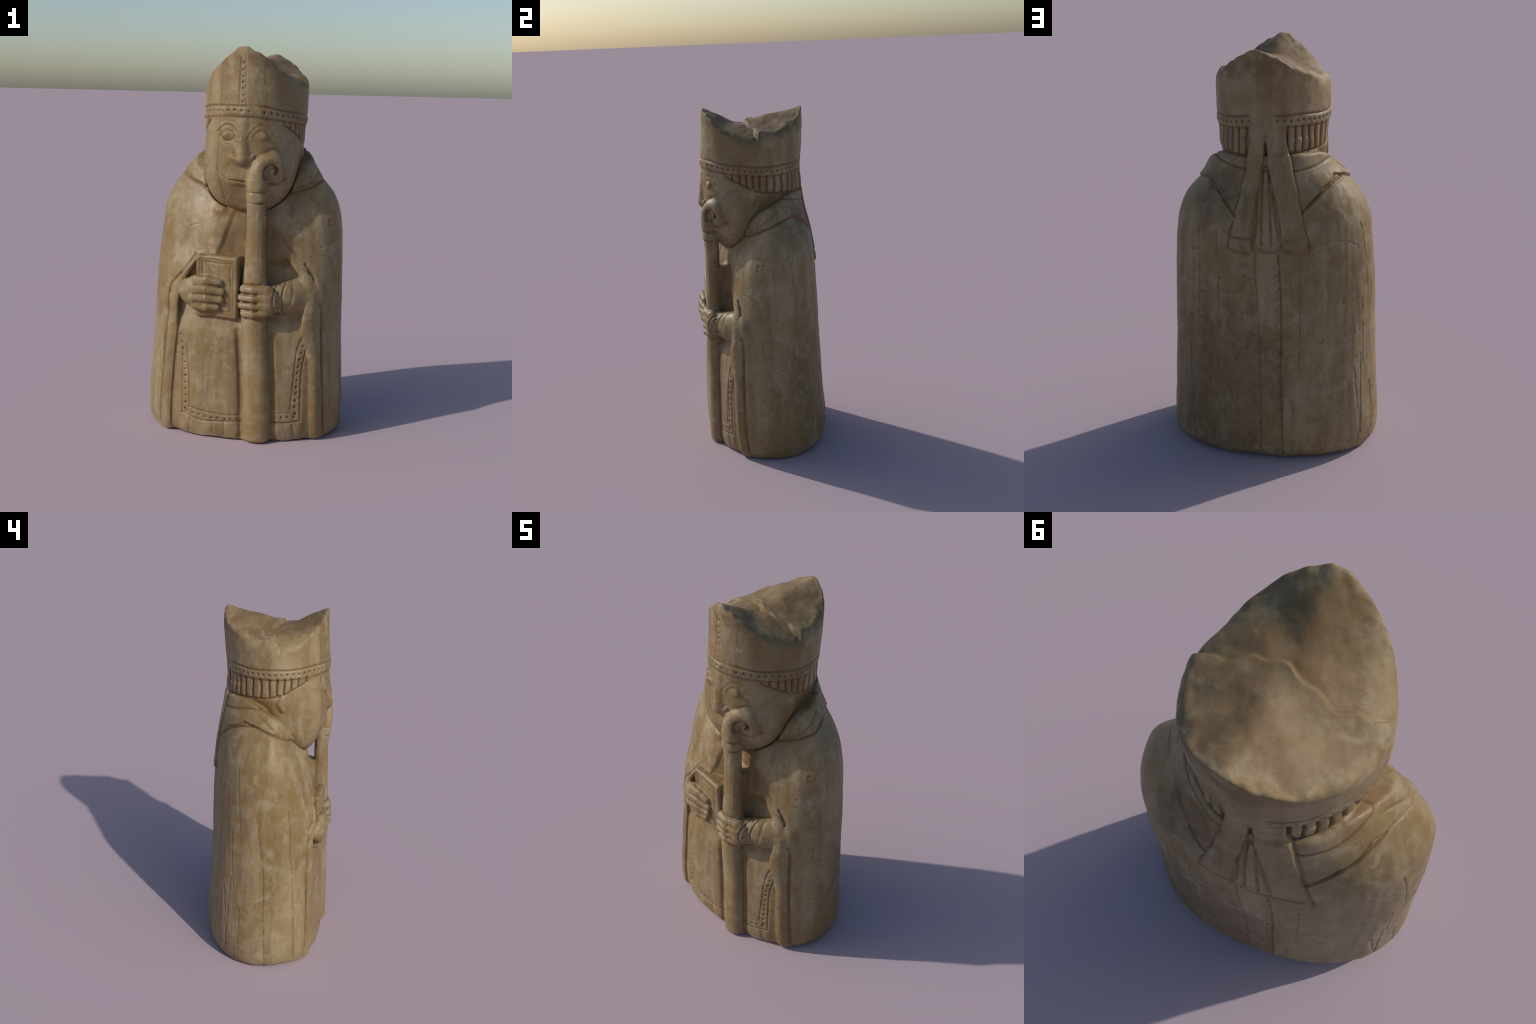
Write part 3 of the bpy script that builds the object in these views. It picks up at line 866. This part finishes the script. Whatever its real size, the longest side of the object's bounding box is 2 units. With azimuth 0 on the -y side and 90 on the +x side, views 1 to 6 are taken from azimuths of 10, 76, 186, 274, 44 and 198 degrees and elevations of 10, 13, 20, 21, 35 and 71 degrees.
def ivory(name, dirt=0.0, tint=BROWN):
    M = Nodes(name)
    big = M.noise(3.2, 5, .6)
    streak = M.noise(9, 5, .6, (1, 1, .16), .4)
    mid = M.noise(14, 6, .62, None, .6)
    col = M.mix(M.ramp(streak, .36, .68), HONEY, CREAM)
    col = M.mix(M.math('MULTIPLY', M.ramp(mid, .42, .80), .80), col, PALE)
    col = M.mix(M.math('MULTIPLY', M.ramp(big, .48, .68), .65), col, HONEY)
    # brown mottling, strongest low on the weathered back right of the robe
    wob = mid
    patch = M.blob((.24, .30, .42), (.30, .30, .38), .7, wob)
    patch2 = M.blob((.26, .28, 1.33), (.14, .14, .16), .6, wob)
    patch = M.math('MAXIMUM', patch, patch2)
    mott = M.ramp(M.noise(34, 6, .7, (1, 1, .6)), .42, .66)
    col = M.mix(M.math('MULTIPLY', patch, M.math('ADD', M.math('MULTIPLY', mott, .35), .40)), col, UMBER)
    # veins and scratches filled with dark matter
    vein = M.noise(7, 3, .5, (1.2, 1.2, .5), 1.6)
    vline = M.ramp(M.math('ABSOLUTE', M.math('SUBTRACT', vein, .5)), .020, .0)
    col = M.mix(M.math('MULTIPLY', vline, M.ramp(M.noise(8, 3), .46, .64, 0, .6)), col, BROWN)
    fine = M.noise(19, 3, .5, (1.0, 1.0, .8), 2.2)
    fline = M.ramp(M.math('ABSOLUTE', M.math('SUBTRACT', fine, .47)), .030, .0)
    col = M.mix(M.math('MULTIPLY', fline, M.ramp(M.noise(9, 3), .50, .66, 0, .38)), col, BROWN)
    # grey vertical grain of the tusk
    grain = M.noise(16, 4, .6, (1, 1, .05), .5)
    col = M.mix(M.math('MULTIPLY', M.ramp(M.math('ABSOLUTE', M.math('SUBTRACT', grain, .5)), .03, .0), M.ramp(big, .60, .42, 0, .42)), col, GREY)
    vor = M.add('ShaderNodeTexVoronoi', feature='F1'); vor.inputs['Scale'].default_value = 46
    M.link(M.scaled((1, 1, .7)), vor.inputs['Vector'])
    speck = M.math('MULTIPLY', M.ramp(vor.outputs['Distance'], .20, .10), M.ramp(M.noise(5, 3), .50, .64))
    col = M.mix(M.math('MULTIPLY', speck, .6), col, BROWN)
    # crown of the mitre: grey green and brown staining of the break
    crown = M.blob((.30, -.02, 1.89), (.16, .30, .085), .7, wob)
    rimst = M.blob((.12, -.23, 1.945), (.11, .08, .06), .6, wob)
    backst = M.blob((.18, .22, 1.93), (.10, .10, .07), .6, wob)
    st = M.math('MAXIMUM', M.math('MAXIMUM', crown, rimst), backst)
    col = M.mix(M.math('MULTIPLY', st, M.ramp(M.noise(11, 4), .34, .62, .15, .70)), col, SLATE)
    warm = M.blob((.05, .0, 1.93), (.31, .30, .085), .6, wob)
    col = M.mix(M.math('MULTIPLY', warm, M.ramp(M.noise(8, 4), .35, .65, .35, .75)), col, BROWN)
    # worn tunic with grey hairlines
    tun = M.blob((-.12, -.33, .40), (.10, .12, .26), .7, wob)
    hair = M.ramp(M.math('ABSOLUTE', M.math('SUBTRACT', M.noise(17, 4, .6, (1.5, 1.5, .35), 1.2), .5)), .018, .0)
    col = M.mix(M.math('MULTIPLY', M.math('MULTIPLY', tun, hair), .55), col, SLATE)
    # soft warm brown tints in the hollows of the front and round the neck
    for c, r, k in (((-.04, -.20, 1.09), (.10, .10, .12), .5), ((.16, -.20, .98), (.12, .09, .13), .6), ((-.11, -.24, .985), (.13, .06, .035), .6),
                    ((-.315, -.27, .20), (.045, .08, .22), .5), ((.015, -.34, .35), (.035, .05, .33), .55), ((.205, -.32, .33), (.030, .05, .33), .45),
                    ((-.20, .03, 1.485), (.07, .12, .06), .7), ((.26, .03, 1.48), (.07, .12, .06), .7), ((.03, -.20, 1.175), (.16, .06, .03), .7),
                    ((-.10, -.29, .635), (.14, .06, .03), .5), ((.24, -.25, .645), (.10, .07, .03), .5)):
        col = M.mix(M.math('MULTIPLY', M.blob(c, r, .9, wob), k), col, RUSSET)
    if dirt:
        f = M.ramp(M.noise(40, 4, .6), .25, .6, dirt*.7, dirt)
        col = M.mix(f, col, tint)
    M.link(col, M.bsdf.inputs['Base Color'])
    rough = M.math('ADD', M.ramp(mid, .3, .7, .42, .58), M.math('MULTIPLY', M.blob((.03, .0, 1.93), (.33, .34, .115), .3), .16))
    M.put(M.bsdf.inputs['Roughness'], rough)
    M.bsdf.inputs['Specular IOR Level'].default_value = .38
    bump = M.add('ShaderNodeBump')
    bump.inputs['Strength'].default_value = .22; bump.inputs['Distance'].default_value = .004
    M.link(M.math('ADD', M.noise(60, 5, .6), M.math('MULTIPLY', M.noise(30, 4, .6, (1, 1, .12)), .8)), bump.inputs['Height'])
    M.link(bump.outputs[0], M.bsdf.inputs['Normal'])
    return M.m

# ------------------------------------------------------------------ objects
NAMES = {  # label -> (object name, parent label)
    'mitre': ('mitre', None), 'mitre_band': ('mitre_band', 'mitre'),
    'lappet_a': ('lappet', 'mitre'), 'lappet_b': ('lappet', 'mitre'),
    'head': ('head', None), 'nose': ('nose', 'head'), 'eye': ('eye', 'head'), 'eye_b': ('eye', 'head'),
    'ear': ('ear', 'head'), 'ear_b': ('ear', 'head'), 'neck': ('neck', None),
    'hood': ('hood', None), 'chasuble': ('chasuble', None), 'tunic': ('tunic', None),
    'staff': ('crozier_staff', None), 'crook': ('crozier_crook', 'staff'), 'book': ('book', None),
    'palm_book': ('hand', None), 'palm_staff': ('hand', None), 'sleeve': ('sleeve', None)}
for i_ in range(4):
    NAMES['finger_book%d' % i_] = ('finger', 'palm_book')
    NAMES['finger_staff%d' % i_] = ('finger', 'palm_staff')

def build():
    V, Q = mesh_field()
    V = relax(V, Q, .5, 1)
    N = vertex_normals(V, Q)
    lab = classify(V, N)
    C = carve(V, N, lab)
    V = V + C.d[:, None]*N
    # settle the foot exactly on z = 0
    V[:, 2] = np.maximum(V[:, 2], 0)
    V[:, 2] -= V[:, 2].min()
    V = relax(V, Q, .12, 1)
    V[:, 2] *= 2.0/V[:, 2].max()
    N = vertex_normals(V, Q)

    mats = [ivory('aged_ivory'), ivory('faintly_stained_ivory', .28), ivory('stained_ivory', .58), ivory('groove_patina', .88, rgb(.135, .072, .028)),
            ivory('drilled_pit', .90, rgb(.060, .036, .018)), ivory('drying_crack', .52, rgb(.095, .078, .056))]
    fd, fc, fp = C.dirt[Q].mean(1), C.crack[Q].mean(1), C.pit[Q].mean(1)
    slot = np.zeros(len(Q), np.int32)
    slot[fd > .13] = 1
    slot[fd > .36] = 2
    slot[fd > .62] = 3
    slot[(fc > .38)] = 5
    slot[fp > .45] = 4

    # split hair into single locks
    th = np.arctan2(V[:, 0] - .03, -V[:, 1])
    lw = th + .03*np.sin(th*5) + .006*np.sin(V[:, 2]*60 + th*9)
    lock = np.floor(lw/(2*math.pi)*38).astype(int) + 30
    lab = lab.copy()
    h = lab == 'hair'
    lab[h] = np.array(['lock%02d' % k for k in lock[h]], dtype=object)
    names = dict(NAMES)
    for k in sorted(set(lock[h])): names['lock%02d' % k] = ('hair_lock', 'head')

    root = bpy.data.objects.new('bishop_statuette', None)
    root['label'] = 'carved ivory bishop with mitre, crozier and book'
    root['category'] = 'chess piece'
    bpy.context.scene.collection.objects.link(root)
    codes = {k: i for i, k in enumerate(names)}
    vl = np.array([codes[k] for k in lab])
    ql = vl[Q]
    # majority label of each face
    fl = ql[:, 0].copy()
    for a, b in ((1, 2), (1, 3), (2, 3)):
        m = (ql[:, a] == ql[:, b]) & ~((ql[:, 0] == ql[:, 1]) | (ql[:, 0] == ql[:, 2]) | (ql[:, 0] == ql[:, 3]))
        fl[m] = ql[m, a]
    made = {}
    for key, (nm, par) in names.items():
        sel = np.nonzero(fl == codes[key])[0]
        if len(sel) < 12:
            continue
        q = Q[sel]
        used, inv = np.unique(q, return_inverse=True)
        inv = inv.reshape(-1, 4)
        me = bpy.data.meshes.new(nm)
        me.vertices.add(len(used)); me.loops.add(len(inv)*4); me.polygons.add(len(inv))
        me.vertices.foreach_set('co', V[used].astype(f32).ravel())
        me.loops.foreach_set('vertex_index', inv.ravel().astype(np.int32))
        me.polygons.foreach_set('loop_start', np.arange(0, len(inv)*4, 4, dtype=np.int32))
        for m in mats: me.materials.append(m)
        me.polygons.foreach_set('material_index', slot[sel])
        me.polygons.foreach_set('use_smooth', np.ones(len(inv), bool))
        me.update(calc_edges=True)
        me.normals_split_custom_set_from_vertices(N[used].astype(f32))
        ob = bpy.data.objects.new(nm, me)
        bpy.context.scene.collection.objects.link(ob)
        made[key] = ob
    for key, ob in made.items():
        par = names[key][1]
        ob.parent = made[par] if par in made else root

build()
